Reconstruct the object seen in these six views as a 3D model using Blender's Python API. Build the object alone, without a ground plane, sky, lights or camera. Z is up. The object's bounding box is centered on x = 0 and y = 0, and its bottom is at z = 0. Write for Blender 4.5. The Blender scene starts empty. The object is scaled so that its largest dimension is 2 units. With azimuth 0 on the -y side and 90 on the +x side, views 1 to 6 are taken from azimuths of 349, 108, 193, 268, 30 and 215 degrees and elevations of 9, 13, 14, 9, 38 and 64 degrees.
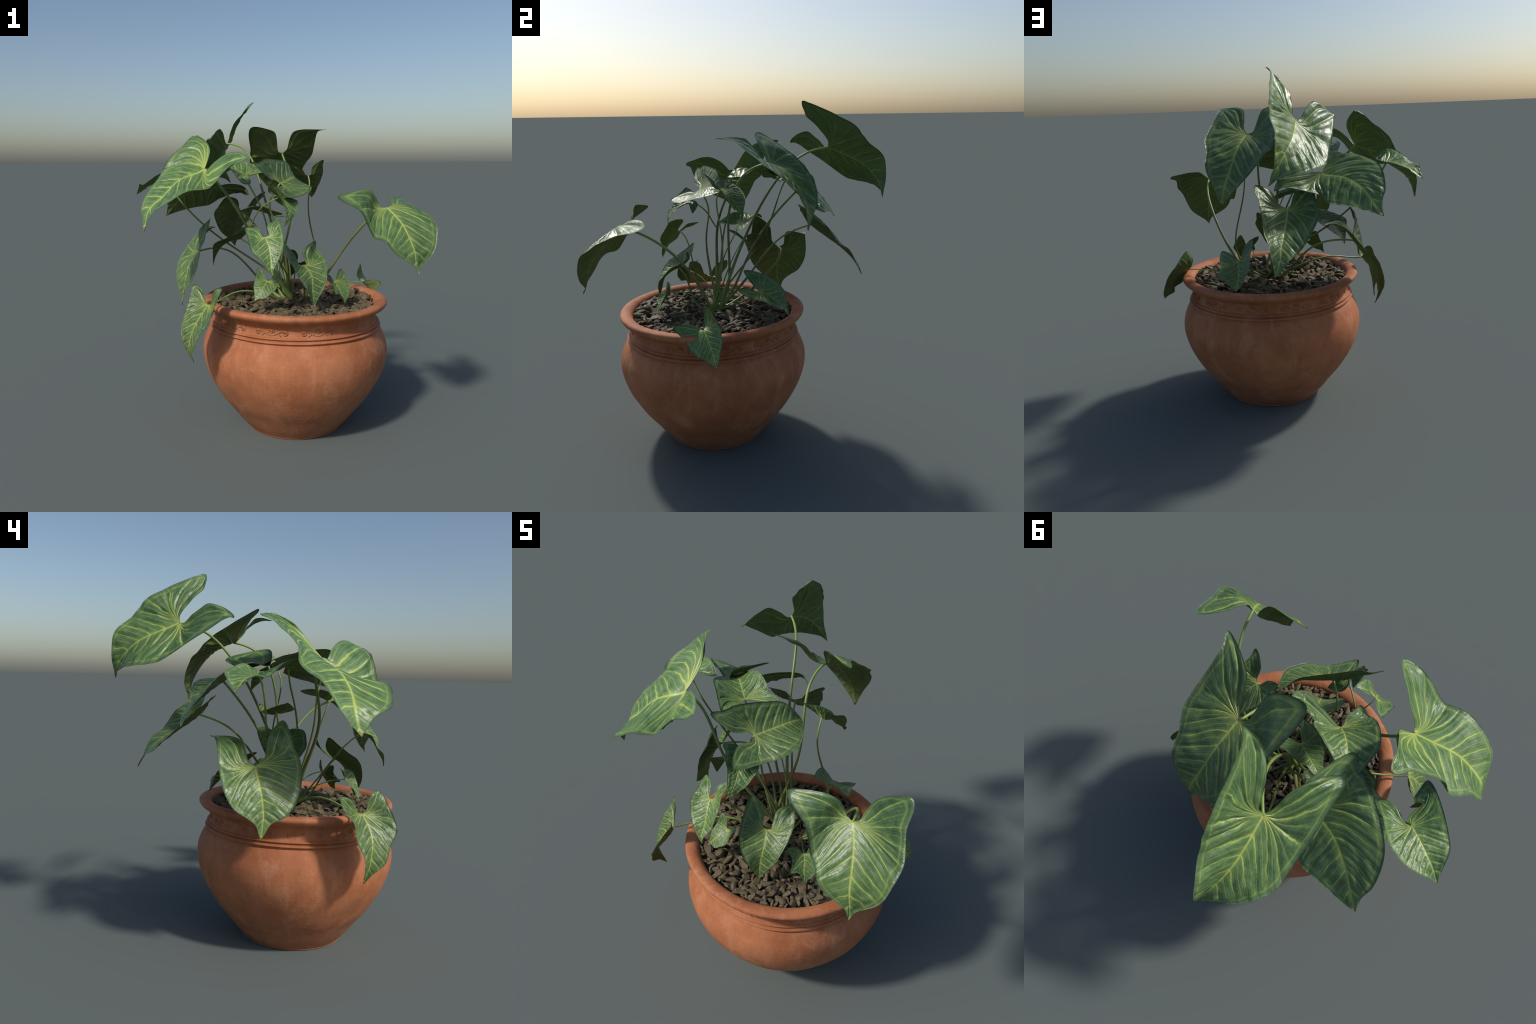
# Potted arrow-leaf plant: lathe-turned terracotta pot with scroll relief, bark-chip gravel,
# leaf blades fitted through a midrib spine and two margin curves, leaf stalks on Bezier curves.
import bpy, bmesh, math, random
import numpy as np
from mathutils import Vector, Matrix

rng = random.Random(7)
nrng = np.random.RandomState(7)
POT = Vector((0.1095, -0.2172, 0.0))          # pot axis

# ------------------------------------------------------------------ node helpers
class Nodes:
    def __init__(self, name):
        self.mat = bpy.data.materials.new(name)
        self.mat.use_nodes = True
        self.nt = self.mat.node_tree
        self.nt.nodes.clear()
        self.out = self.new('ShaderNodeOutputMaterial')
        self.bsdf = self.new('ShaderNodeBsdfPrincipled')
        self.link(self.bsdf.outputs[0], self.out.inputs[0])

    def new(self, kind, **props):
        n = self.nt.nodes.new(kind)
        for k, v in props.items():
            setattr(n, k, v)
        return n

    def link(self, a, b):
        self.nt.links.new(a, b)

    def put(self, sock, val):
        if isinstance(val, bpy.types.NodeSocket):
            self.link(val, sock)
        else:
            sock.default_value = val

    def m(self, op, a, b=None, c=None, clamp=False):
        n = self.new('ShaderNodeMath', operation=op, use_clamp=clamp)
        for i, v in enumerate((a, b, c)):
            if v is not None:
                self.put(n.inputs[i], v)
        return n.outputs[0]

    def step(self, x, lo, hi, a=0.0, b=1.0):
        n = self.new('ShaderNodeMapRange', interpolation_type='SMOOTHSTEP')
        for i, v in enumerate((x, lo, hi, a, b)):
            self.put(n.inputs[i], v)
        return n.outputs[0]

    def mix(self, f, a, b):
        n = self.new('ShaderNodeMix', data_type='RGBA')
        self.put(n.inputs[0], f)
        for s, v in ((n.inputs[6], a), (n.inputs[7], b)):
            self.put(s, (*v, 1.0) if isinstance(v, tuple) and len(v) == 3 else v)
        return n.outputs[2]

    def noise(self, vec, scale, detail=4.0, rough=0.55, dist=0.0, out=0):
        n = self.new('ShaderNodeTexNoise')
        self.put(n.inputs['Vector'], vec)
        n.inputs['Scale'].default_value = scale
        n.inputs['Detail'].default_value = detail
        n.inputs['Roughness'].default_value = rough
        n.inputs['Distortion'].default_value = dist
        return n.outputs[out]

    def mapping(self, vec, scale=(1, 1, 1), loc=(0, 0, 0)):
        n = self.new('ShaderNodeMapping')
        self.put(n.inputs[0], vec)
        n.inputs['Scale'].default_value = scale
        n.inputs['Location'].default_value = loc
        return n.outputs[0]

    def coords(self, which):
        return self.new('ShaderNodeTexCoord').outputs[which]

    def xyz(self, vec):
        n = self.new('ShaderNodeSeparateXYZ')
        self.link(vec, n.inputs[0])
        return n.outputs[0], n.outputs[1], n.outputs[2]

    def bump(self, height, strength, distance):
        n = self.new('ShaderNodeBump')
        n.inputs['Strength'].default_value = strength
        n.inputs['Distance'].default_value = distance
        self.link(height, n.inputs['Height'])
        self.link(n.outputs[0], self.bsdf.inputs['Normal'])
        return n.outputs[0]


# ------------------------------------------------------------------ leaf pattern (unfolded blade)
# In the unfolded blade the stalk joins at (0,0), the tip is at (0,-1), lobes reach up to v=+0.64.
SPINE = [(0, 0), (0, -.3), (0, -.65), (0, -1)]
EDGE = [(.04, .14), (.16, .43), (.42, .64), (.57, .36), (.56, -.06), (.45, -.46), (.30, -.70), (.12, -.89)]
FAN, SPLIT, STRIP, SLOPE = 0.40, -0.611, 0.16, 0.70    # spacing rules of the side veins


def catmull(pts, m):
    P = np.array(pts, float)
    Q = np.vstack([2 * P[0] - P[1], P, 2 * P[-1] - P[-2]])
    out = []
    for i in range(1, len(Q) - 2):
        a, b, c, d = Q[i - 1:i + 3]
        for t in np.linspace(0, 1, m, endpoint=False):
            out.append(.5 * (2 * b + (c - a) * t + (2 * a - 5 * b + 4 * c - d) * t * t + (3 * b - a - 3 * c + d) * t ** 3))
    out.append(P[-1])
    return np.array(out)


def resample(P, n):
    d = np.r_[0, np.cumsum(np.linalg.norm(np.diff(P, axis=0), axis=1))]
    s = np.linspace(0, d[-1], n)
    return np.stack([np.interp(s, d, P[:, k]) for k in range(P.shape[1])], 1)


def vein_phase(x, y):
    """whole numbers are side veins: a fan round the stalk joint, then slanting strips down the midrib"""
    phi = np.arctan2(y, np.maximum(x, 1e-6))
    return np.where(phi > SPLIT, (phi - SPLIT) / FAN, (y + SLOPE * x) / STRIP)


ROWS, COLS = 130, 15


def half_grid():
    edge = resample(catmull([(0, 0)] + EDGE + [(0, -1)], 30), ROWS + 1)[1:]
    c = np.minimum(edge[:, 1] + SLOPE * edge[:, 0], 0)
    c[-1] = -1
    inner = np.stack([np.zeros(ROWS), c], 1)
    t = np.linspace(0, 1, COLS) ** .9
    return inner[:, None] * (1 - t[None, :, None]) + edge[:, None] * t[None, :, None], t


GRID, TCOL = half_grid()
CTRL = np.array(SPINE + [(-u, v) for u, v in EDGE] + EDGE)


def tps_kernel(a, b):
    r2 = ((a[:, None] - b[None]) ** 2).sum(-1)
    return np.where(r2 > 1e-12, r2 * np.log(np.maximum(r2, 1e-12)), 0)


NC = len(CTRL)
_P = np.c_[np.ones(NC), CTRL]
_INV = np.linalg.inv(np.block([[tps_kernel(CTRL, CTRL) + np.eye(NC) * 1e-6, _P], [_P.T, np.zeros((3, 3))]]))


def spread(uv, ctrl3d):
    """carry points of the unfolded blade to space: thin-plate surface through the control points"""
    W = np.c_[tps_kernel(uv, CTRL), np.ones(len(uv)), uv] @ _INV[:, :NC]
    return W @ ctrl3d


# flat layout shared by all blades: left/right halves, upper and lower skin
def blade_layout():
    uv, t, side = [], [], []
    for s in (-1, 1):
        g = GRID.reshape(-1, 2).copy()
        g[:, 0] *= s
        uv.append(g)
        t.append(np.tile(TCOL, ROWS))
        side.append(np.full(len(g), s))
    uv, t, side = np.vstack(uv), np.concatenate(t), np.concatenate(side)
    n = len(uv)
    faces = []
    for h, s in enumerate((-1, 1)):
        o = h * ROWS * COLS
        for i in range(ROWS - 1):
            for j in range(COLS - 1):
                a, b = o + i * COLS + j, o + i * COLS + j + 1
                c, d = o + (i + 1) * COLS + j + 1, o + (i + 1) * COLS + j
                faces.append((a, d, c, b) if s > 0 else (a, b, c, d))
    return uv, t, side, faces


UV, TT, SIDE, FACES = blade_layout()
UMAX, VMIN, VMAX = UV[:, 0].max(), UV[:, 1].min(), UV[:, 1].max()


def smooth_noise(uv, seed, scale):
    r = np.random.RandomState(seed)
    out = np.zeros(len(uv))
    for k in range(9):
        a = r.uniform(0, 2 * math.pi)
        f = scale * r.uniform(.6, 1.7)
        out += np.sin((uv[:, 0] * math.cos(a) + uv[:, 1] * math.sin(a)) * f + r.uniform(0, 6.3)) / 3
    return out


def blade_relief(size, seed):
    """height of the quilting above the smooth blade, in metres"""
    x, y = np.abs(UV[:, 0]), UV[:, 1]
    ph = vein_phase(x, y) + .10 * smooth_noise(UV, seed, 7)
    r = np.hypot(x, y)
    f = np.abs(ph - np.round(ph)) * 2
    f2 = np.abs(2 * ph - np.round(2 * ph)) * 2
    room = np.clip(np.minimum(r * 3.2, x * 5), 0, 1) * np.clip((1 - TT) * 5.5, 0, 1)
    amp = size * (.6 + .4 * nrng.rand())
    h = .024 * amp * (np.sqrt(f) - .62) * room + .012 * amp * (f2 - .5) * room * (.6 + .4 * smooth_noise(UV, seed + 3, 6))
    h += .007 * amp * smooth_noise(UV, seed + 5, 10) * np.clip(TT * 1.2, 0, 1)
    f3 = np.abs(4 * ph - np.round(4 * ph)) * 2
    h += .0045 * amp * (f3 - .5) * np.clip(x * 6, 0, 1) * np.clip((1 - TT) * 6, 0, 1) * np.clip(.5 + smooth_noise(UV, seed + 4, 5), 0, 1.4)
    h += .0045 * amp * (smooth_noise(UV, seed + 7, 28) + .7 * smooth_noise(UV, seed + 8, 46)) * np.clip(TT * 3, 0, 1) * np.clip((1 - TT) * 5, .15, 1)
    h += 0.005 * amp * np.clip(TT - .80, 0, 1) / .2 * smooth_noise(UV, seed + 9, 22)
    h -= .010 * amp * np.exp(-(x / .022) ** 2) * np.clip(-y * 8, 0, 1)
    return h


def make_blade(name, ctrl, mat_list, seed):
    ctrl = np.array(ctrl, float)
    size = np.linalg.norm(ctrl[0] - ctrl[3])
    P = spread(UV, ctrl)
    e = 1e-3
    du = (spread(UV + [e, 0], ctrl) - P) / e
    dv = (spread(UV + [0, e], ctrl) - P) / e
    N = np.cross(du, dv)
    N /= np.linalg.norm(N, axis=1)[:, None] + 1e-9
    top = P + N * blade_relief(size, seed)[:, None]
    thick = (.0009 + .0022 * size * np.exp(-(UV[:, 0] / .03) ** 2) + .0008 * size) * np.where(TT > .999, .35, 1)
    low = top - N * thick[:, None]
    origin = ctrl[0]
    n = len(UV)
    # rest shape: the unfolded blade, a shallow tent (height = way from midrib to margin) with an upper and a lower skin
    rest = np.vstack([np.c_[UV, .1 + .9 * TT], np.c_[UV, -.1 - .9 * TT]])
    posed = np.vstack([top, low]) - origin
    faces = list(FACES) + [tuple(reversed([i + n for i in f])) for f in FACES]
    for h, s in enumerate((-1, 1)):                      # close the rim
        o = h * ROWS * COLS
        ring = [o + i * COLS + COLS - 1 for i in range(ROWS)]
        for a, b in zip(ring, ring[1:]):
            faces.append((a, b, b + n, a + n) if s < 0 else (b, a, a + n, b + n))
    me = bpy.data.meshes.new(name)
    me.from_pydata(rest.tolist(), [], faces)
    for m in mat_list:
        me.materials.append(m)
    me.polygons.foreach_set('use_smooth', [True] * len(me.polygons))
    ob = bpy.data.objects.new(name, me)
    ob.location = origin
    ob.shape_key_add(name='unfolded', from_mix=False)
    k = ob.shape_key_add(name='grown', from_mix=False)
    k.data.foreach_set('co', posed.astype(np.float32).ravel())
    k.value = 1.0
    bpy.context.scene.collection.objects.link(ob)
    return ob


# ------------------------------------------------------------------ materials
def leaf_material():
    N = Nodes('leaf_green')
    gx, gy, gz = N.xyz(N.coords('Generated'))
    obj = N.coords('Object')
    u0 = N.m('MULTIPLY', N.m('SUBTRACT', gx, .5), 2 * UMAX)
    v0 = N.m('ADD', N.m('MULTIPLY', gy, VMAX - VMIN), VMIN)
    tent = N.m('ABSOLUTE', N.m('SUBTRACT', N.m('MULTIPLY', gz, 2.0), 1.0))
    t = N.m('DIVIDE', N.m('SUBTRACT', tent, .1), .9)
    upper = N.step(gz, .49, .51)
    comb = N.new('ShaderNodeCombineXYZ')
    N.link(u0, comb.inputs[0]); N.link(v0, comb.inputs[1])
    rnd = N.new('ShaderNodeObjectInfo').outputs['Random']
    N.link(N.m('MULTIPLY', rnd, 20.0), comb.inputs[2])
    flat = comb.outputs[0]
    w = N.noise(flat, 5.0, 3.0)
    w2 = N.noise(N.mapping(flat, loc=(3, 7, 1)), 5.0, 3.0)
    u = N.m('ADD', N.m('ABSOLUTE', u0), N.m('MULTIPLY', N.m('SUBTRACT', w, .5), .030))
    v = N.m('ADD', v0, N.m('MULTIPLY', N.m('SUBTRACT', w2, .5), .075))
    x = N.m('MAXIMUM', u, .0001)
    phi = N.m('ARCTAN2', v, x)
    r = N.m('SQRT', N.m('ADD', N.m('MULTIPLY', x, x), N.m('MULTIPLY', v, v)))
    infan = N.m('GREATER_THAN', phi, SPLIT)
    ph_f = N.m('DIVIDE', N.m('SUBTRACT', phi, SPLIT), FAN)
    ph_s = N.m('DIVIDE', N.m('ADD', v, N.m('MULTIPLY', x, SLOPE)), STRIP)

    def pick(a, b):
        return N.m('ADD', N.m('MULTIPLY', a, infan), N.m('MULTIPLY', b, N.m('SUBTRACT', 1.0, infan)))
    ph = pick(ph_f, ph_s)
    gap = pick(N.m('MULTIPLY', r, FAN), STRIP * .82)

    def lines(k, width, soft):
        q = N.m('MULTIPLY', ph, float(k))
        d = N.m('ABSOLUTE', N.m('SUBTRACT', q, N.m('ROUND', q)))
        d = N.m('MULTIPLY', d, N.m('DIVIDE', gap, float(k)))
        return N.step(d, N.m('MULTIPLY', width, soft), N.m('MULTIPLY', width, .35)), d
    thin = N.m('SUBTRACT', 1.0, N.m('MULTIPLY', t, .68))
    prim, d1 = lines(1, N.m('MULTIPLY', thin, .0090), 1.6)
    prim = N.m('MULTIPLY', prim, N.step(t, .93, .72, .25, 1.0))
    prim = N.m('MULTIPLY', prim, N.step(N.noise(flat, 3.5, 2.0), .30, .55, .45, 1.0))
    sec, d2 = lines(2, N.m('MULTIPLY', thin, .006), 2.0)
    sec = N.m('MULTIPLY', N.m('MULTIPLY', sec, N.step(t, .9, .5)), .32)
    ter, d4 = lines(6, .0035, 2.2)
    ter = N.m('MULTIPLY', N.m('MULTIPLY', ter, N.noise(flat, 9.0)), .24)
    mid = N.m('MULTIPLY', N.step(N.m('ABSOLUTE', u0), .017, .005), N.step(v0, .02, -.01))
    mid = N.m('MULTIPLY', mid, N.step(v0, -1.0, -.8, .35, 1.0))
    rim_d = N.m('ABSOLUTE', N.m('SUBTRACT', N.m('ADD', t, N.m('MULTIPLY', N.m('SUBTRACT', w, .5), .12)), .875))
    rim = N.m('MULTIPLY', N.m('MULTIPLY', N.step(rim_d, .030, .006), .34), N.step(r, .12, .3))
    vein = N.m('MAXIMUM', N.m('MAXIMUM', prim, sec), N.m('MAXIMUM', N.m('MAXIMUM', mid, ter), rim))
    halo = N.m('MAXIMUM', N.step(d1, .038, .0), N.m('MULTIPLY', N.step(rim_d, .13, .0), .5))
    halo = N.m('MAXIMUM', halo, N.step(N.m('ABSOLUTE', u0), .085, .0))
    halo = N.m('MAXIMUM', halo, N.m('MULTIPLY', N.step(d2, .03, .0), .45))
    blot = N.noise(flat, 8.0, 5.0, .6)
    halo = N.m('MULTIPLY', halo, N.step(blot, .36, .60, .40, 1.0))
    base = N.mix(N.step(blot, .35, .7), TOP_DARK, TOP_DEEP)
    top = N.mix(N.m('MULTIPLY', halo, .80), base, TOP_MID)
    fineribs = N.noise(N.mapping(flat, (30, 30, 1)), 1.0, 4.0)
    top = N.mix(N.m('MULTIPLY', N.step(fineribs, .45, .75), .25), top, TOP_MID)
    top = N.mix(vein, top, TOP_VEIN)
    top = N.mix(N.m('MULTIPLY', N.step(t, .89, .93), .45), top, (.105, .165, .085))
    low = N.mix(N.m('MULTIPLY', N.step(blot, .3, .7), .8), LOW_A, LOW_B)
    low = N.mix(N.m('MULTIPLY', vein, .6), low, LOW_VEIN)
    col = N.mix(upper, low, top)
    dry = N.m('MULTIPLY', N.step(v0, -.95, -1.0), N.step(N.noise(obj, 6.0), .3, .55))
    col = N.mix(N.m('MULTIPLY', dry, .8), col, (.16, .085, .045))
    hsv = N.new('ShaderNodeHueSaturation')
    N.link(col, hsv.inputs['Color'])
    N.link(N.m('ADD', N.m('MULTIPLY', rnd, .012), .494), hsv.inputs['Hue'])
    N.link(N.m('ADD', N.m('MULTIPLY', rnd, .25), .88), hsv.inputs['Value'])
    col = hsv.outputs[0]
    N.link(col, N.bsdf.inputs['Base Color'])
    N.link(N.m('ADD', N.m('MULTIPLY', upper, -.11), N.m('ADD', N.m('MULTIPLY', blot, .16), .42)), N.bsdf.inputs['Roughness'])
    N.link(N.m('ADD', N.m('MULTIPLY', upper, .40), .18), N.bsdf.inputs['Specular IOR Level'])
    h = N.m('ADD', N.m('MULTIPLY', fineribs, .35), N.m('MULTIPLY', N.noise(obj, 45.0, 3.0), .5))
    h = N.m('ADD', h, N.m('MULTIPLY', N.step(d4, .02, .0), -.35))
    h = N.m('ADD', h, N.m('MULTIPLY', N.step(d2, .02, .0), -.5))
    cell = N.new('ShaderNodeTexVoronoi', feature='SMOOTH_F1')
    N.link(N.mapping(flat, (1, 1, 1)), cell.inputs['Vector'])
    cell.inputs['Scale'].default_value = 26
    h = N.m('ADD', h, N.m('MULTIPLY', cell.outputs['Distance'], -1.6))
    N.bump(h, .22, .0040)
    tr = N.new('ShaderNodeBsdfTranslucent')
    N.link(N.mix(.6, col, (.13, .33, .045)), tr.inputs[0])
    mx = N.new('ShaderNodeMixShader')
    mx.inputs[0].default_value = .20
    N.link(N.bsdf.outputs[0], mx.inputs[1]); N.link(tr.outputs[0], mx.inputs[2])
    N.link(mx.outputs[0], N.out.inputs[0])
    return N.mat


TOP_DARK, TOP_DEEP, TOP_MID, TOP_VEIN = (.058, .130, .054), (.108, .200, .082), (.200, .325, .085), (.45, .52, .13)  # upper greens lightened and paled to carry the milky sheen on the blades
LOW_A, LOW_B, LOW_VEIN = (.108, .158, .060), (.150, .195, .070), (.36, .43, .095)


def stalk_material():
    N = Nodes('stalk_green')
    gx, gy, gz = N.xyz(N.coords('Generated'))
    obj = N.coords('Object')
    n1 = N.noise(obj, 9.0, 3.0)
    streak = N.noise(N.mapping(obj, (120, 120, 6)), 1.0, 3.0)
    hgt = N.m('ADD', gz, N.m('MULTIPLY', N.m('SUBTRACT', n1, .5), .5))
    ramp = N.new('ShaderNodeValToRGB')
    N.link(hgt, ramp.inputs[0])
    el = ramp.color_ramp.elements
    el[0].position, el[0].color = .05, (.20, .29, .075, 1)
    el[1].position, el[1].color = 1.0, (.24, .37, .085, 1)
    for p, c in ((.35, (.135, .165, .045, 1)), (.6, (.125, .125, .038, 1)), (.82, (.17, .245, .055, 1))):
        e = el.new(p); e.color = c
    col = N.mix(N.m('MULTIPLY', N.step(streak, .4, .7), .3), ramp.outputs[0], (.20, .27, .085))
    N.link(col, N.bsdf.inputs['Base Color'])
    N.bsdf.inputs['Roughness'].default_value = .42
    N.bump(streak, .25, .002)
    return N.mat


def terracotta_material():
    N = Nodes('terracotta')
    obj = N.coords('Object')
    x, y, z = N.xyz(obj)
    big = N.noise(obj, 3.2, 5.0, .6)
    mid = N.noise(N.mapping(obj, (1, 1, .55), (4, 1, 2)), 7.5, 6.0, .62, .6)
    fine = N.noise(obj, 60.0, 5.0, .65)
    streak = N.noise(N.mapping(obj, (14, 14, 1.1)), 1.4, 5.0, .6)
    spin = N.noise(N.mapping(obj, (2, 2, 42)), 1.0, 3.0)
    col = N.mix(N.step(big, .32, .68), (.350, .112, .043), (.465, .172, .076))
    col = N.mix(N.m('MULTIPLY', N.step(mid, .50, .70), .55), col, (.55, .27, .15))
    col = N.mix(N.m('MULTIPLY', N.step(streak, .52, .66), .32), col, (.29, .115, .055))
    col = N.mix(N.m('MULTIPLY', N.step(streak, .46, .30), .26), col, (.54, .26, .15))
    col = N.mix(N.m('MULTIPLY', N.step(fine, .55, .8), .30), col, (.62, .33, .19))
    col = N.mix(N.m('MULTIPLY', N.step(N.noise(obj, 24.0, 6.0, .7), .62, .74), .32), col, (.66, .40, .25))
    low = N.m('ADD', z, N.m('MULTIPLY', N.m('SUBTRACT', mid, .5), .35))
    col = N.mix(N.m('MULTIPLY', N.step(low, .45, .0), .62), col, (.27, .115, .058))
    col = N.mix(N.m('MULTIPLY', N.step(z, .725, .70), N.m('MULTIPLY', N.step(z, .655, .68), .25)), col, (.30, .115, .05))
    patch = N.noise(N.mapping(obj, (1, 1, .8), (9, 2, 5)), 17.0, 7.0, .68)
    col = N.mix(N.m('MULTIPLY', N.step(patch, .52, .68), .20), col, (.58, .28, .15))
    col = N.mix(N.m('MULTIPLY', N.step(patch, .46, .34), .26), col, (.30, .095, .036))
    spots = N.new('ShaderNodeTexVoronoi')
    N.link(N.mapping(obj, (1, 1, 1)), spots.inputs['Vector'])
    spots.inputs['Scale'].default_value = 38
    dots = N.m('MULTIPLY', N.step(spots.outputs['Distance'], .16, .06), N.step(N.noise(obj, 15.0), .55, .66))
    col = N.mix(N.m('MULTIPLY', dots, .5), col, (.20, .085, .045))
    N.link(col, N.bsdf.inputs['Base Color'])
    N.link(N.m('ADD', N.m('MULTIPLY', mid, .22), .58), N.bsdf.inputs['Roughness'])
    N.bsdf.inputs['Specular IOR Level'].default_value = .32
    h = N.m('ADD', N.m('MULTIPLY', fine, .5), N.m('ADD', N.m('MULTIPLY', mid, .9), N.m('ADD', N.m('MULTIPLY', streak, .5), N.m('MULTIPLY', spin, .35))))
    h = N.m('SUBTRACT', h, N.m('MULTIPLY', dots, .4))
    N.bump(h, .35, .008)
    return N.mat


def chip_material():
    N = Nodes('bark_chip')
    obj = N.coords('Object')
    rnd = N.new('ShaderNodeObjectInfo').outputs['Random']
    geo = N.new('ShaderNodeNewGeometry')
    n1 = N.noise(geo.outputs['Position'], 26.0, 5.0, .6)
    n2 = N.noise(geo.outputs['Position'], 120.0, 5.0, .65)
    isl = geo.outputs['Random Per Island']
    col = N.mix(N.step(n1, .3, .7), (.090, .067, .035), (.168, .130, .070))
    col = N.mix(N.m('MULTIPLY', N.step(n2, .5, .78), .4), col, (.25, .22, .16))
    pt = N.step(geo.outputs['Pointiness'], .54, .66)
    col = N.mix(N.m('MULTIPLY', pt, .5), col, (.27, .24, .19))
    hsv = N.new('ShaderNodeHueSaturation')
    N.link(col, hsv.inputs['Color'])
    N.link(N.m('ADD', N.m('MULTIPLY', N.m('ADD', isl, rnd), .16), .84), hsv.inputs['Value'])
    N.link(N.m('ADD', N.m('MULTIPLY', isl, .2), .88), hsv.inputs['Saturation'])
    N.link(hsv.outputs[0], N.bsdf.inputs['Base Color'])
    N.bsdf.inputs['Roughness'].default_value = .62
    N.bsdf.inputs['Specular IOR Level'].default_value = .35
    N.bump(N.m('ADD', N.m('MULTIPLY', n1, 1.0), n2), .5, .006)
    return N.mat


def soil_material():
    N = Nodes('dark_soil')
    obj = N.coords('Object')
    n = N.noise(obj, 40.0, 6.0)
    N.link(N.mix(n, (.035, .029, .021), (.080, .066, .047)), N.bsdf.inputs['Base Color'])
    N.bsdf.inputs['Roughness'].default_value = .95
    N.bump(n, .8, .01)
    return N.mat


LEAF, STALK, CLAY, CHIP, SOIL = leaf_material(), stalk_material(), terracotta_material(), chip_material(), soil_material()


# ------------------------------------------------------------------ objects
def mesh_object(name, verts, faces, mat, smooth=True, parent=None, loc=(0, 0, 0)):
    me = bpy.data.meshes.new(name)
    me.from_pydata([tuple(v) for v in verts], [], faces)
    me.materials.append(mat)
    if smooth:
        me.polygons.foreach_set('use_smooth', [True] * len(me.polygons))
    me.update()
    ob = bpy.data.objects.new(name, me)
    bpy.context.scene.collection.objects.link(ob)
    ob.location = loc
    if parent:
        adopt(ob, parent)
    return ob


def adopt(ob, parent):
    w = world_loc(parent)
    ob.parent = parent
    ob.location = Vector(ob.location) - w


def world_loc(ob):
    v = Vector(ob.location)
    while ob.parent:
        ob = ob.parent
        v += Vector(ob.location)
    return v


plant = bpy.data.objects.new('potted_plant', None)
bpy.context.scene.collection.objects.link(plant)
plant.location = POT
plant['label'] = 'arrow-leaved green house plant in a terracotta pot with gravel'
plant['category'] = 'potted plant'

# ---- pot, turned from one profile (radius, height)
BODY = [(.0, .004), (.276, .004), (.284, .0), (.2930, .0015), (.2995, .008), (.3180, .03), (.3510, .07), (.395, .13), (.4500, .2), (.4925, .27),
        (.5285, .34), (.5520, .41), (.5612, .47), (.5570, .53), (.5365, .585), (.5165, .620)]
BANDS = [(.5120, .6250), (.5062, .6300), (.5050, .6335), (.5100, .6368), (.5165, .6410), (.5168, .6450), (.5120, .6495), (.5005, .6530), (.4978, .6553),
         (.5010, .6580), (.5075, .6615), (.5078, .6652), (.5030, .6692), (.4945, .6715)]
NECK = [(.4925, .6760), (.4870, .690), (.4850, .703), (.4870, .716), (.4950, .730)]
LIP = [(.5080, .7415), (.5260, .7515), (.5410, .7630), (.5495, .7745), (.5515, .7840), (.5480, .7925), (.5390, .7980), (.5270, .8005),
       (.5120, .8000), (.4970, .7955), (.4850, .7870), (.4770, .7750), (.4720, .7580), (.4680, .7350), (.4650, .7050)]
prof = np.vstack([catmull(BODY, 5)[:-1], catmull(BANDS, 4)[:-1], catmull(NECK, 5)[:-1], catmull(LIP, 5)])
SEG = 192
ang = np.linspace(0, 2 * math.pi, SEG, endpoint=False)


def wobble(a, z):
    """hand-turned unevenness of the wall"""
    return .0018 * np.sin(2 * a + 1.1 + 2 * z) + .0012 * np.sin(3 * a - 4 * z + .4) + .0007 * np.sin(7 * a + 15 * z) + .0005 * np.sin(13 * a - 22 * z)


pv, pf = [], []
for r, z in prof:
    rr = r + (wobble(ang, z) if r > .05 else 0)
    dz = .0016 * np.sin(2 * ang + .6) * max(0, (z - .7) / .1)
    for k, a in enumerate(ang):
        R = rr[k] if r > .05 else r
        pv.append((R * math.cos(a), R * math.sin(a), z + dz[k]))
for i in range(len(prof) - 1):
    for k in range(SEG):
        k2 = (k + 1) % SEG
        pf.append((i * SEG + k, i * SEG + k2, (i + 1) * SEG + k2, (i + 1) * SEG + k))
# a few chips knocked off the lip
pv = np.array(pv)
for a, z, s in ((-.65, .785, .016), (1.73, .775, .020), (2.9, .797, .013), (-2.1, .795, .012), (.5, .79, .014)):
    c = np.array([.549 * math.cos(a), .549 * math.sin(a), z])
    d = np.linalg.norm(pv - c, axis=1)
    pv -= np.where(d < s, .0042 * (1 - d / s) ** .5, 0)[:, None] * np.array([math.cos(a), math.sin(a), .3])
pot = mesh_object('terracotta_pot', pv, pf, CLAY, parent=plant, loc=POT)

# ---- scroll relief round the neck: twelve times a rosette over a swag with two volutes
order = np.argsort(prof[:, 1][:-20])


def neck_radius(z):
    zz, rr = [], []
    for r, h in prof:
        if .62 < h < .745 and r > .48:
            zz.append(h); rr.append(r)
    i = np.argsort(zz)
    return float(np.interp(z, np.array(zz)[i], np.array(rr)[i]))


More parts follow.
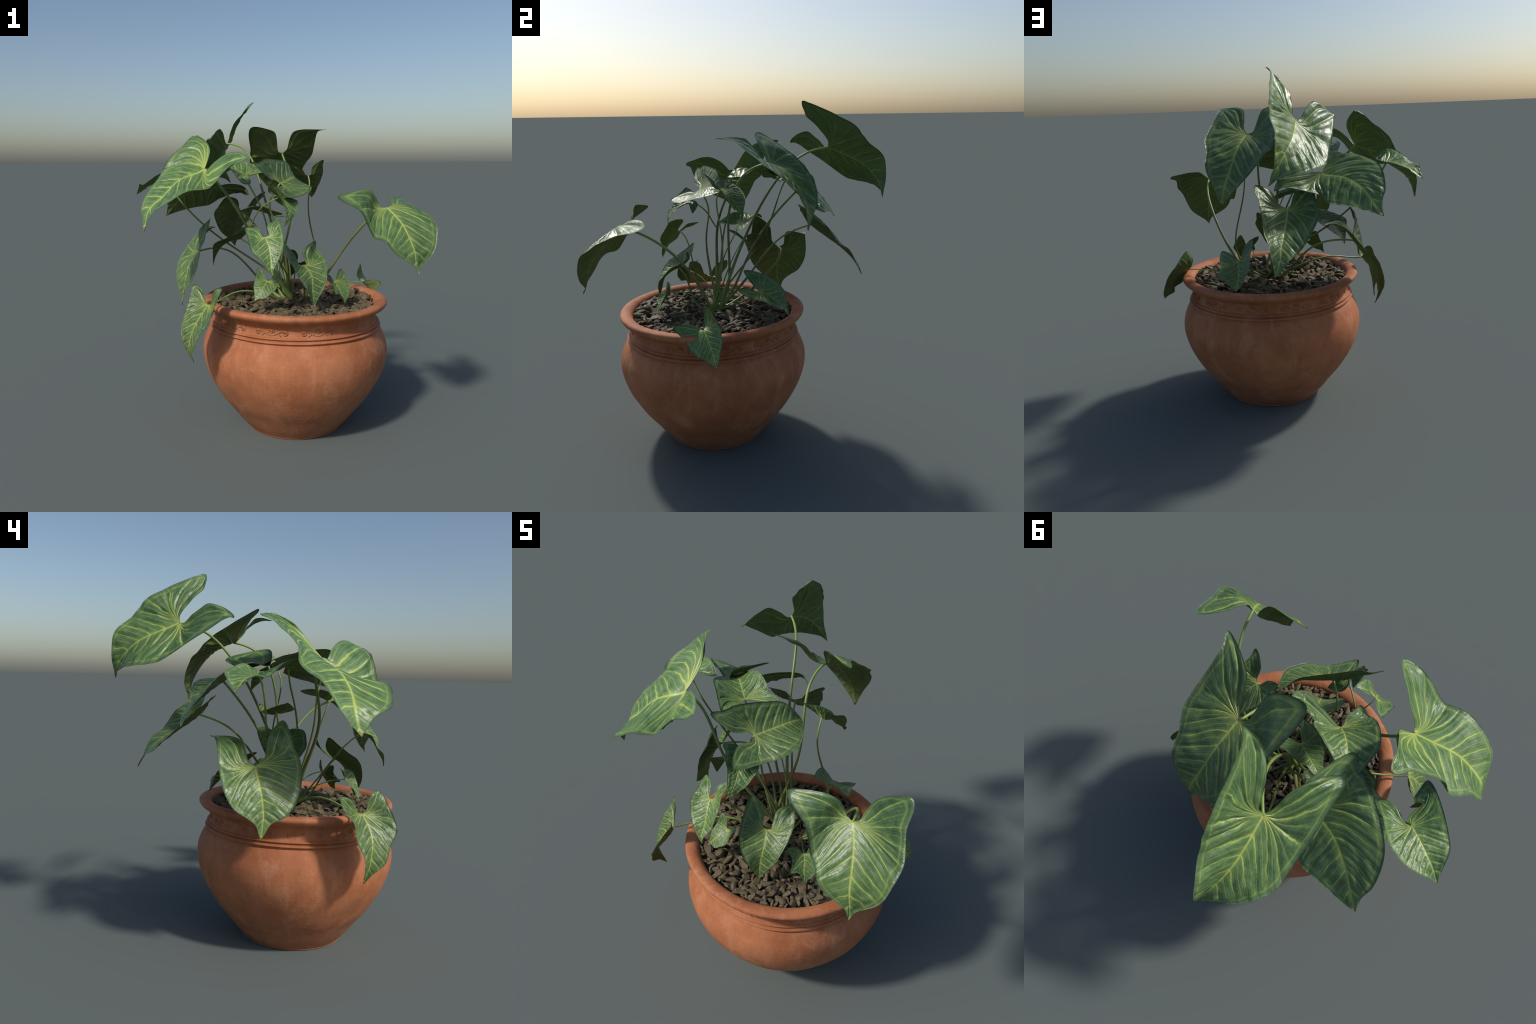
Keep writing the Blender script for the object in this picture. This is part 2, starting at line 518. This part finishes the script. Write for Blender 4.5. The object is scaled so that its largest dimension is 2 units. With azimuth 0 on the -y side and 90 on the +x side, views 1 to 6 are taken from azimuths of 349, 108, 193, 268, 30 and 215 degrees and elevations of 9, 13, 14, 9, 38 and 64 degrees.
def tube(pts, rad, sides=8, caps=True):
    """sweep a ring along a path with a smoothly carried frame"""
    P = [Vector(p) for p in pts]
    V, F = [], []
    up = Vector((0, 0, 1))
    T0 = (P[1] - P[0]).normalized()
    nrm = T0.cross(up)
    if nrm.length < .05:
        nrm = T0.cross(Vector((1, 0, 0)))
    nrm.normalize()
    for i, p in enumerate(P):
        T = (P[min(i + 1, len(P) - 1)] - P[max(i - 1, 0)]).normalized()
        nrm = (nrm - T * nrm.dot(T)).normalized()
        b = T.cross(nrm)
        for k in range(sides):
            a = 2 * math.pi * k / sides
            V.append(p + (nrm * math.cos(a) + b * math.sin(a)) * rad[i])
    for i in range(len(P) - 1):
        for k in range(sides):
            k2 = (k + 1) % sides
            F.append((i * sides + k, i * sides + k2, (i + 1) * sides + k2, (i + 1) * sides + k))
    if caps:
        F.append(tuple(reversed(range(sides))))
        F.append(tuple(range((len(P) - 1) * sides, len(P) * sides)))
    return V, F


rv, rf = [], []


def relief_line(path, a0, rad):
    pts = []
    for s, h in path:
        z = .7005 + h
        r = neck_radius(z) + .0008
        a = a0 + s / .487
        pts.append((r * math.cos(a), r * math.sin(a), z))
    V, F = tube(pts, rad, 6)
    o = len(rv)
    rv.extend(V)
    rf.extend([tuple(i + o for i in f) for f in F])


def taper(n, w):
    return [w * (.45 + .55 * math.sin(math.pi * (i + .5) / n) ** .6) for i in range(n)]


for m in range(12):
    a0 = math.radians(30 * m + .8)
    j = lambda q: q + rng.uniform(-.0012, .0012)
    for sgn in (-1, 1):
        path = []
        for i in range(15):                       # swag under the rosette rising to the volute
            t = i / 14
            path.append((sgn * (.070 * t), -.0200 + .0285 * t ** 1.5 + .006 * math.sin(math.pi * t) * t))
        cx, cy = path[-1]
        cx += sgn * .006; cy -= .0135
        for i in range(1, 23):                    # volute
            t = i / 22
            th = math.pi * .62 - t * 3.1 * math.pi
            R = .0145 * (1 - .72 * t)
            path.append((cx + sgn * R * math.cos(th), cy + R * math.sin(th)))
        relief_line([(j(s), h) for s, h in path], a0, taper(len(path), .0038))
        leafp = [(sgn * (.036 + .020 * t), -.004 - .016 * math.sin(math.pi * t * .6)) for t in np.linspace(0, 1, 7)]
        relief_line(leafp, a0, taper(7, .0032))
    ring = [(.0062 * math.cos(q), .0010 + .0062 * math.sin(q)) for q in np.linspace(0, 2 * math.pi, 17)]
    relief_line(ring, a0, [.0033] * 17)
    for q in np.linspace(-.1, math.pi + .1, 8):   # petals
        relief_line([(R * math.cos(q), .0010 + R * .95 * math.sin(q)) for R in (.0105, .0145, .0195)], a0, [.0026, .0033, .0018])
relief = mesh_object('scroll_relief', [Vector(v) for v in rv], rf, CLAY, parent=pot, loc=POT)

# ---- soil and chips
SOIL_Z = .752
sv, sf = [(0, 0, SOIL_Z + .004)], []
for i in range(1, 13):
    for k in range(64):
        a = 2 * math.pi * k / 64
        R = .470 * i / 12
        sv.append((R * math.cos(a), R * math.sin(a), SOIL_Z + .006 * rng.uniform(-1, 1)))
for k in range(64):
    sf.append((0, 1 + k, 1 + (k + 1) % 64))
for i in range(11):
    for k in range(64):
        k2 = (k + 1) % 64
        sf.append((1 + i * 64 + k, 1 + (i + 1) * 64 + k, 1 + (i + 1) * 64 + k2, 1 + i * 64 + k2))
soil = mesh_object('soil', sv, sf, SOIL, parent=pot, loc=POT)


def chip_mesh(seed):
    """a broken chunk: hull of random points, edges rounded, faces a little dented"""
    r = random.Random(seed)
    bm = bmesh.new()
    for _ in range(16):
        v = Vector((r.gauss(0, 1), r.gauss(0, 1), r.gauss(0, 1)))
        v.normalize()
        v *= r.uniform(.8, 1)
        bm.verts.new((v.x * 1.0, v.y * r.uniform(.60, .72), v.z * r.uniform(.34, .44)))
    res = bmesh.ops.convex_hull(bm, input=bm.verts)
    bmesh.ops.delete(bm, geom=[g for g in set(res['geom_interior'] + res['geom_unused']) if isinstance(g, bmesh.types.BMVert)], context='VERTS')
    bmesh.ops.dissolve_limit(bm, angle_limit=math.radians(26), verts=bm.verts, edges=bm.edges)
    bmesh.ops.bevel(bm, geom=list(bm.edges), offset=.11, segments=2, affect='EDGES', profile=.6, clamp_overlap=True)
    bmesh.ops.triangulate(bm, faces=bm.faces)
    bmesh.ops.subdivide_edges(bm, edges=[e for e in bm.edges if e.calc_length() > .35], cuts=1)
    for v in bm.verts:
        q = v.co * 3.1
        v.co += v.co.normalized() * .05 * (math.sin(q.x * 1.7 + seed) + math.sin(q.y * 2.3 - seed) + math.sin(q.z * 2.9 + 2 * seed)) * .6
    me = bpy.data.meshes.new('bark_chip')
    bm.to_mesh(me)
    bm.free()
    me.materials.append(CHIP)
    me.polygons.foreach_set('use_smooth', [True] * len(me.polygons))
    me.set_sharp_from_angle(angle=math.radians(42))
    return me


CHIPS = [chip_mesh(s) for s in range(11, 25)]
cells = {}
spots = []


def roomy(x, y, d):
    c = (int(x // .02), int(y // .02))
    for i in range(-2, 3):
        for k in range(-2, 3):
            for (a, b, e) in cells.get((c[0] + i, c[1] + k), ()):
                if (a - x) ** 2 + (b - y) ** 2 < (.5 * (d + e)) ** 2:
                    return False
    return True


for size, tries in ((.041, 300), (.036, 900), (.030, 2600), (.024, 5000), (.018, 5000)):
    for _ in range(tries):
        R = .468 * math.sqrt(rng.random())
        a = rng.uniform(0, 2 * math.pi)
        x, y = R * math.cos(a), R * math.sin(a)
        s = size * rng.uniform(.85, 1.2)
        if R + s * .8 > .481 or not roomy(x, y, 0.90 * s):
            continue
        cells.setdefault((int(x // .02), int(y // .02)), []).append((x, y, 0.90 * s))
        mound = .0035 * math.sin(9 * x + 2) + .0035 * math.sin(11 * y + 1) + .010 * max(0, (R - .34) / .12) - .003
        spots.append((s, x, y, SOIL_Z + .013 + mound + rng.uniform(-.004, .009) * (s / .02)))
spots.sort(reverse=True)


def chip_matrix(s, x, y, z):
    e = Matrix.Rotation(rng.uniform(0, 2 * math.pi), 4, 'Z') @ Matrix.Rotation(rng.gauss(0, .36), 4, 'X') @ Matrix.Rotation(rng.gauss(0, .36), 4, 'Y')
    if rng.random() < .10:
        e = e @ Matrix.Rotation(rng.uniform(.8, 1.5), 4, 'X')
    sc = Matrix.Diagonal((s * rng.uniform(.95, 1.35), s * rng.uniform(.9, 1.15), s * rng.uniform(.8, 1.3), 1))
    return Matrix.Translation((x, y, z)) @ e @ sc


loose = bmesh.new()
for i, (s, x, y, z) in enumerate(spots):
    me = rng.choice(CHIPS)
    M = chip_matrix(s, x, y, z)
    if i < 300:
        ob = bpy.data.objects.new('bark_chip', me)
        bpy.context.scene.collection.objects.link(ob)
        ob.parent = soil
        ob.matrix_local = M
    else:
        k = len(loose.verts)
        loose.from_mesh(me)
        loose.verts.ensure_lookup_table()
        for v in loose.verts[k:]:
            v.co = M @ v.co
gm = bpy.data.meshes.new('small_chips')
loose.to_mesh(gm)
loose.free()
gm.materials.append(CHIP)
gm.polygons.foreach_set('use_smooth', [True] * len(gm.polygons))
gm.set_sharp_from_angle(angle=math.radians(42))
chips = bpy.data.objects.new('small_chips', gm)
chips['kind'] = 'stuff'
bpy.context.scene.collection.objects.link(chips)
chips.parent = soil


# ---- leaves: each with its blade control points (metres) and the Bezier points of its stalk
def bezier(ctrl, n):
    C = np.array(ctrl, float)
    d = len(C) - 1
    t = np.linspace(0, 1, n)
    B = np.stack([math.comb(d, i) * t ** i * (1 - t) ** (d - i) for i in range(d + 1)], 1)
    return B @ C


count = [0]


def leaf(spine, left, right, stalk, girth, foot=None):
    count[0] += 1
    blade = make_blade('leaf', list(spine) + list(left) + list(right), [LEAF], 31 * count[0])
    adopt(blade, plant)
    path = bezier(stalk, 46)
    n = len(path)
    foot = foot or girth * 2.3
    rad = []
    for i in range(n):
        t = i / (n - 1)                      # 0 at the blade, 1 at the crown
        r = girth * (1 + .25 * t) + (foot - 1.25 * girth) * max(0, (t - .45) / .55) ** 2.2
        rad.append(r * (1 + .03 * math.sin(23 * t + count[0])))
    V, F = tube(path - np.array(spine[0]), rad, 10)
    st = mesh_object('leaf_stalk', V, F, STALK, parent=None)
    st.parent = blade
    return blade


# broad leaf, front left
leaf([(-.438, -.269, 1.570), (-.572, -.318, 1.522), (-.686, -.367, 1.417), (-.790, -.396, 1.238)],
     [(-.398, -.194, 1.664), (-.437, -.067, 1.759), (-.468, .029, 1.764), (-.524, -.031, 1.728), (-.639, -.126, 1.616), (-.687, -.141, 1.531), (-.751, -.231, 1.459), (-.797, -.299, 1.348)],
     [(-.423, -.291, 1.571), (-.289, -.388, 1.666), (-.219, -.494, 1.633), (-.324, -.526, 1.588), (-.446, -.535, 1.472), (-.563, -.562, 1.456), (-.715, -.535, 1.363), (-.762, -.451, 1.315)],
     [(-.438, -.268, 1.570), (-.298, -.194, 1.446), (-.243, -.338, 1.333), (-.195, -.356, 1.202), (-.075, -.208, 1.036), (.100, -.219, .766)],
     0.00692, 0.014)
# left, small and arching
leaf([(-.628, .038, 1.488), (-.691, .070, 1.484), (-.757, .105, 1.464), (-.825, .143, 1.415)],
     [(-.594, .039, 1.488), (-.522, .007, 1.505), (-.457, .037, 1.499), (-.526, .099, 1.539), (-.590, .157, 1.516), (-.682, .187, 1.495), (-.753, .173, 1.464), (-.793, .149, 1.431)],
     [(-.599, .023, 1.494), (-.618, -.046, 1.526), (-.574, -.048, 1.507), (-.579, -.132, 1.553), (-.688, -.069, 1.541), (-.783, .006, 1.478), (-.803, .060, 1.480), (-.814, .109, 1.442)],
     [(-.629, .038, 1.487), (-.561, -.039, 1.346), (-.390, .035, 1.158), (-.183, -.051, 1.016), (.046, -.167, .967), (.099, -.213, .764)],
     0.00479)
# rear left, arching
leaf([(-.295, .197, 1.454), (-.399, .234, 1.444), (-.523, .308, 1.390), (-.635, .380, 1.256)],
     [(-.278, .214, 1.463), (-.125, .334, 1.453), (-.070, .361, 1.386), (-.138, .392, 1.406), (-.298, .326, 1.358), (-.355, .370, 1.319), (-.446, .382, 1.307), (-.574, .387, 1.276)],
     [(-.326, .138, 1.512), (-.219, .191, 1.567), (-.283, -.013, 1.613), (-.340, -.027, 1.537), (-.470, .064, 1.541), (-.604, .193, 1.493), (-.638, .293, 1.383), (-.624, .343, 1.320)],
     [(-.295, .198, 1.453), (-.157, .058, 1.292), (-.056, -.050, 1.151), (-.006, -.070, .991), (.032, -.092, .847), (.092, -.209, .756)],
     0.00612, 0.01064)
# rear right, hanging
leaf([(.118, .153, 1.665), (.131, .259, 1.619), (.167, .377, 1.469), (.205, .408, 1.309)],
     [(.139, .117, 1.691), (.166, .040, 1.803), (.334, -.072, 1.804), (.313, .002, 1.799), (.334, .208, 1.660), (.303, .308, 1.581), (.288, .376, 1.500), (.239, .401, 1.397)],
     [(.088, .133, 1.674), (.044, .050, 1.792), (-.107, .035, 1.823), (-.079, .238, 1.699), (-.062, .339, 1.612), (-.002, .396, 1.529), (.074, .424, 1.444), (.152, .409, 1.367)],
     [(.117, .153, 1.662), (.055, -.134, 1.620), (.208, -.109, 1.386), (.141, -.090, 1.097), (-.101, -.124, .900), (.074, -.209, .757)],
     0.00612, 0.01064)
# topmost, leaning back
leaf([(-.210, .424, 1.736), (-.224, .552, 1.681), (-.205, .681, 1.597), (-.140, .759, 1.458)],
     [(-.192, .422, 1.768), (-.146, .319, 1.906), (-.047, .299, 1.993), (-.069, .347, 1.986), (-.118, .580, 1.874), (-.133, .668, 1.768), (-.177, .757, 1.676), (-.162, .766, 1.529)],
     [(-.220, .398, 1.737), (-.269, .279, 1.823), (-.343, .153, 1.768), (-.372, .210, 1.735), (-.375, .501, 1.547), (-.342, .617, 1.521), (-.281, .684, 1.511), (-.179, .739, 1.487)],
     [(-.210, .424, 1.735), (-.051, .243, 1.723), (-.050, .161, 1.609), (-.063, .027, 1.401), (.053, -.091, 1.135), (.090, -.183, .751)],
     0.00612, 0.0112)
# left side, hanging over the rim
leaf([(-.455, .036, 1.055), (-.514, .017, .976), (-.544, -.002, .861), (-.566, .007, .720)],
     [(-.456, .068, 1.075), (-.391, .110, 1.175), (-.314, .250, 1.185), (-.401, .231, 1.180), (-.559, .197, .997), (-.589, .137, .875), (-.585, .079, .834), (-.569, .029, .785)],
     [(-.448, -.002, 1.092), (-.450, -.020, 1.192), (-.387, -.094, 1.273), (-.428, -.145, 1.160), (-.468, -.183, 1.056), (-.500, -.174, .936), (-.554, -.112, .836), (-.556, -.036, .793)],
     [(-.454, .036, 1.054), (-.290, .128, 1.089), (-.180, .140, 1.058), (-.125, .064, .938), (-.060, -.064, .803), (.087, -.211, .750)],
     0.00532)
# broad leaf, front right
leaf([(.576, -.512, 1.347), (.622, -.605, 1.270), (.657, -.704, 1.125), (.675, -.733, .998)],
     [(.542, -.491, 1.352), (.473, -.505, 1.449), (.274, -.529, 1.420), (.378, -.594, 1.339), (.440, -.637, 1.204), (.493, -.694, 1.177), (.538, -.727, 1.117), (.650, -.722, 1.044)],
     [(.599, -.508, 1.365), (.633, -.392, 1.407), (.754, -.295, 1.392), (.789, -.442, 1.347), (.832, -.572, 1.281), (.814, -.654, 1.193), (.776, -.676, 1.099), (.692, -.708, 1.032)],
     [(.575, -.512, 1.347), (.552, -.281, 1.297), (.445, -.166, 1.121), (.332, -.128, .899), (.268, -.155, .746), (.098, -.212, .752)],
     0.00692, 0.01288)
# rear middle
leaf([(-.131, .333, 1.281), (-.142, .449, 1.200), (-.142, .552, 1.125), (-.126, .650, .996)],
     [(-.093, .328, 1.304), (-.033, .297, 1.379), (.038, .333, 1.409), (.008, .391, 1.342), (-.020, .461, 1.287), (-.048, .525, 1.197), (-.088, .591, 1.135), (-.116, .629, 1.040)],
     [(-.145, .308, 1.300), (-.170, .262, 1.367), (-.243, .233, 1.380), (-.287, .327, 1.310), (-.308, .390, 1.250), (-.256, .514, 1.136), (-.220, .548, 1.094), (-.172, .619, 1.052)],
     [(-.130, .334, 1.279), (-.080, .173, 1.230), (-.039, .090, 1.189), (.004, .061, 1.069), (.050, -.034, .912), (.093, -.210, .757)],
     0.00505)
# centre front, level
leaf([(-.006, -.327, 1.489), (.050, -.268, 1.506), (.105, -.203, 1.522), (.140, -.129, 1.507)],
     [(-.002, -.350, 1.476), (-.048, -.421, 1.466), (-.011, -.527, 1.421), (.082, -.424, 1.417), (.152, -.368, 1.434), (.196, -.275, 1.460), (.186, -.213, 1.474), (.160, -.156, 1.493)],
     [(-.032, -.338, 1.502), (-.087, -.396, 1.520), (-.182, -.423, 1.603), (-.149, -.379, 1.608), (-.094, -.332, 1.631), (.025, -.213, 1.621), (.078, -.172, 1.599), (.114, -.140, 1.542)],
     [(-.006, -.329, 1.488), (-.127, -.273, 1.340), (-.051, -.290, 1.278), (.045, -.339, 1.220), (.040, -.248, 1.060), (.082, -.197, .762)],
     0.00479)
# centre, domed
leaf([(-.178, -.133, 1.528), (-.227, -.086, 1.568), (-.297, .004, 1.553), (-.333, .093, 1.513)],
     [(-.158, -.132, 1.529), (.011, -.160, 1.561), (-.002, -.111, 1.568), (-.073, -.078, 1.568), (-.104, -.042, 1.591), (-.182, .006, 1.616), (-.248, .032, 1.584), (-.296, .070, 1.544)],
     [(-.175, -.162, 1.527), (-.178, -.225, 1.540), (-.175, -.296, 1.488), (-.229, -.267, 1.497), (-.296, -.208, 1.588), (-.361, -.120, 1.591), (-.358, -.028, 1.555), (-.347, .044, 1.527)],
     [(-.179, -.132, 1.528), (-.131, -.135, 1.397), (-.044, -.205, 1.336), (-.057, -.216, 1.215), (-.049, -.203, 1.004), (.089, -.211, .757)],
     0.00452)
# right, on a thin stalk
leaf([(.224, -.091, 1.526), (.247, -.048, 1.502), (.259, .011, 1.437), (.289, .053, 1.383)],
     [(.237, -.110, 1.529), (.238, -.140, 1.577), (.291, -.177, 1.621), (.303, -.141, 1.587), (.326, -.071, 1.553), (.326, -.025, 1.492), (.311, .001, 1.448), (.305, .038, 1.409)],
     [(.209, -.094, 1.530), (.181, -.113, 1.562), (.126, -.108, 1.585), (.130, -.062, 1.554), (.158, -.004, 1.521), (.199, .034, 1.486), (.232, .048, 1.454), (.265, .049, 1.409)],
     [(.224, -.092, 1.525), (.244, -.192, 1.426), (.142, -.061, 1.276), (.307, -.040, 1.087), (.409, -.090, .898), (.120, -.216, .739)],
     0.00399, 0.00672)
# narrow, drooping to the front
leaf([(-.032, -.422, 1.413), (-.012, -.474, 1.385), (-.002, -.542, 1.328), (-.038, -.566, 1.260)],
     [(-.053, -.414, 1.426), (-.085, -.378, 1.443), (-.099, -.452, 1.487), (-.078, -.478, 1.466), (-.059, -.508, 1.436), (-.040, -.525, 1.389), (-.029, -.551, 1.352), (-.028, -.563, 1.302)],
     [(-.049, -.406, 1.418), (-.044, -.359, 1.392), (.029, -.364, 1.347), (.019, -.389, 1.401), (.067, -.419, 1.396), (.059, -.484, 1.354), (.036, -.513, 1.319), (-.008, -.551, 1.282)],
     [(-.032, -.422, 1.413), (-.089, -.379, 1.387), (-.136, -.348, 1.357), (-.157, -.334, 1.316), (-.163, -.323, 1.266), (-.186, -.298, 1.225)],
     0.00346, 0.0047)
# low front
leaf([(.110, -.440, 1.023), (.132, -.508, .979), (.130, -.544, .898), (.134, -.570, .807)],
     [(.086, -.429, 1.027), (.064, -.378, 1.082), (-.007, -.379, 1.156), (-.009, -.451, 1.104), (.012, -.538, 1.044), (.039, -.580, .978), (.086, -.594, .906), (.113, -.577, .845)],
     [(.125, -.424, 1.026), (.120, -.357, 1.086), (.201, -.337, 1.149), (.211, -.332, 1.106), (.242, -.414, 1.054), (.224, -.508, .961), (.198, -.532, .902), (.157, -.550, .842)],
     [(.109, -.438, 1.024), (.095, -.368, .963), (.127, -.348, .882), (.167, -.336, .814), (.161, -.290, .778), (.100, -.213, .764)],
     0.00452)
# front left, small
leaf([(-.139, -.546, 1.203), (-.130, -.592, 1.160), (-.128, -.635, 1.088), (-.125, -.663, 1.020)],
     [(-.150, -.534, 1.206), (-.166, -.489, 1.245), (-.227, -.441, 1.247), (-.235, -.495, 1.218), (-.236, -.568, 1.187), (-.220, -.605, 1.127), (-.180, -.645, 1.090), (-.148, -.658, 1.041)],
     [(-.120, -.539, 1.215), (-.119, -.502, 1.263), (-.051, -.480, 1.294), (-.054, -.553, 1.277), (-.051, -.603, 1.214), (-.062, -.641, 1.154), (-.080, -.638, 1.107), (-.114, -.661, 1.053)],
     [(-.140, -.546, 1.204), (-.132, -.463, 1.161), (-.062, -.420, 1.086), (.030, -.385, .990), (.085, -.320, .878), (.095, -.214, .757)],
     0.00346, 0.0056)
# low, near the soil
leaf([(-.111, -.462, .945), (-.138, -.494, .922), (-.166, -.515, .888), (-.198, -.522, .845)],
     [(-.117, -.455, .955), (-.124, -.439, .989), (-.156, -.423, 1.013), (-.171, -.441, .989), (-.182, -.448, .950), (-.193, -.472, .920), (-.194, -.496, .897), (-.195, -.513, .866)],
     [(-.098, -.460, .949), (-.071, -.453, .977), (-.043, -.480, .988), (-.053, -.517, .972), (-.075, -.536, .914), (-.115, -.539, .881), (-.144, -.541, .862), (-.174, -.527, .859)],
     [(-.110, -.462, .944), (-.084, -.389, .935), (-.054, -.327, .914), (-.012, -.279, .874), (.038, -.242, .820), (.093, -.212, .758)],
     0.00306, 0.00448)
# low front right
leaf([(.305, -.406, .916), (.319, -.434, .883), (.331, -.461, .845), (.338, -.487, .802)],
     [(.293, -.410, .923), (.269, -.416, .956), (.236, -.453, .966), (.247, -.455, .932), (.273, -.472, .900), (.279, -.505, .862), (.307, -.482, .854), (.332, -.482, .826)],
     [(.312, -.401, .926), (.322, -.394, .959), (.343, -.389, .987), (.374, -.387, .946), (.400, -.406, .896), (.384, -.430, .857), (.372, -.449, .829), (.353, -.471, .810)],
     [(.304, -.406, .918), (.230, -.309, .929), (.198, -.244, .883), (.212, -.201, .809), (.194, -.188, .761), (.104, -.207, .751)],
     0.00293, 0.00448)
# right, over the rim
leaf([(.621, -.054, .836), (.665, -.016, .799), (.694, .024, .738), (.724, .052, .674)],
     [(.603, -.075, .829), (.614, -.135, .859), (.676, -.203, .856), (.647, -.178, .798), (.667, -.120, .737), (.699, -.059, .712), (.689, -.023, .695), (.711, .025, .686)],
     [(.595, -.060, .839), (.567, -.075, .894), (.594, -.047, .955), (.617, -.003, .927), (.644, .041, .874), (.683, .073, .815), (.706, .069, .764), (.722, .064, .709)],
     [(.621, -.054, .834), (.519, -.073, .844), (.419, -.093, .823), (.316, -.121, .790), (.206, -.162, .767), (.093, -.212, .757)],
     0.00319, 0.00448)
# front left, over the rim
leaf([(-.455, -.489, .829), (-.517, -.522, .749), (-.561, -.519, .640), (-.540, -.492, .505)],
     [(-.459, -.466, .841), (-.477, -.424, .905), (-.519, -.370, .928), (-.541, -.378, .871), (-.566, -.424, .809), (-.596, -.442, .723), (-.602, -.481, .644), (-.575, -.487, .570)],
     [(-.436, -.505, .838), (-.422, -.532, .915), (-.384, -.577, .935), (-.419, -.617, .881), (-.478, -.658, .761), (-.517, -.617, .683), (-.547, -.591, .606), (-.552, -.528, .554)],
     [(-.455, -.489, .828), (-.359, -.411, .822), (-.296, -.354, .887), (-.226, -.304, .896), (-.099, -.253, .827), (.090, -.210, .754)],
     0.00479)
# low rear right
leaf([(.214, .130, .941), (.194, .184, .908), (.185, .242, .859), (.188, .285, .806)],
     [(.227, .110, .943), (.272, .069, .971), (.339, .034, .977), (.332, .110, .939), (.307, .191, .909), (.298, .266, .878), (.249, .276, .858), (.212, .279, .821)],
     [(.205, .107, .949), (.201, .053, .998), (.162, .008, 1.047), (.133, .083, 1.036), (.124, .170, .999), (.118, .239, .933), (.139, .257, .881), (.161, .275, .832)],
     [(.214, .130, .941), (.189, .074, .894), (.163, .009, .858), (.138, -.063, .827), (.115, -.137, .794), (.093, -.212, .757)],
     0.00399)
# small, left
leaf([(-.209, -.127, 1.147), (-.285, -.117, 1.133), (-.352, -.120, 1.067), (-.383, -.139, .992)],
     [(-.193, -.099, 1.153), (-.134, -.074, 1.194), (-.096, -.014, 1.217), (-.164, .021, 1.206), (-.244, .009, 1.154), (-.319, -.020, 1.091), (-.359, -.055, 1.050), (-.373, -.104, 1.011)],
     [(-.187, -.114, 1.161), (-.149, -.148, 1.210), (-.192, -.207, 1.215), (-.239, -.225, 1.191), (-.308, -.222, 1.165), (-.380, -.208, 1.132), (-.385, -.175, 1.083), (-.383, -.154, 1.027)],
     [(-.208, -.127, 1.148), (-.126, -.144, 1.100), (-.056, -.161, 1.035), (.001, -.178, .952), (.049, -.195, .858), (.093, -.212, .757)],
     0.00319, 0.0056)
# small, level, middle
leaf([(-.027, -.084, 1.293), (-.077, -.054, 1.310), (-.136, -.019, 1.324), (-.187, .008, 1.303)],
     [(-.011, -.085, 1.281), (.039, -.082, 1.276), (.093, -.068, 1.274), (.081, -.024, 1.277), (.011, -.008, 1.306), (-.060, .011, 1.330), (-.109, .008, 1.340), (-.162, .015, 1.316)],
     [(-.020, -.099, 1.283), (.018, -.139, 1.289), (.040, -.186, 1.300), (-.023, -.173, 1.323), (-.087, -.138, 1.345), (-.144, -.099, 1.337), (-.166, -.057, 1.326), (-.193, -.019, 1.309)],
     [(-.028, -.083, 1.292), (.017, -.099, 1.200), (.071, -.150, 1.141), (.093, -.178, 1.056), (.092, -.183, .921), (.092, -.210, .758)],
     0.00346, 0.0056)

bpy.context.view_layer.update()
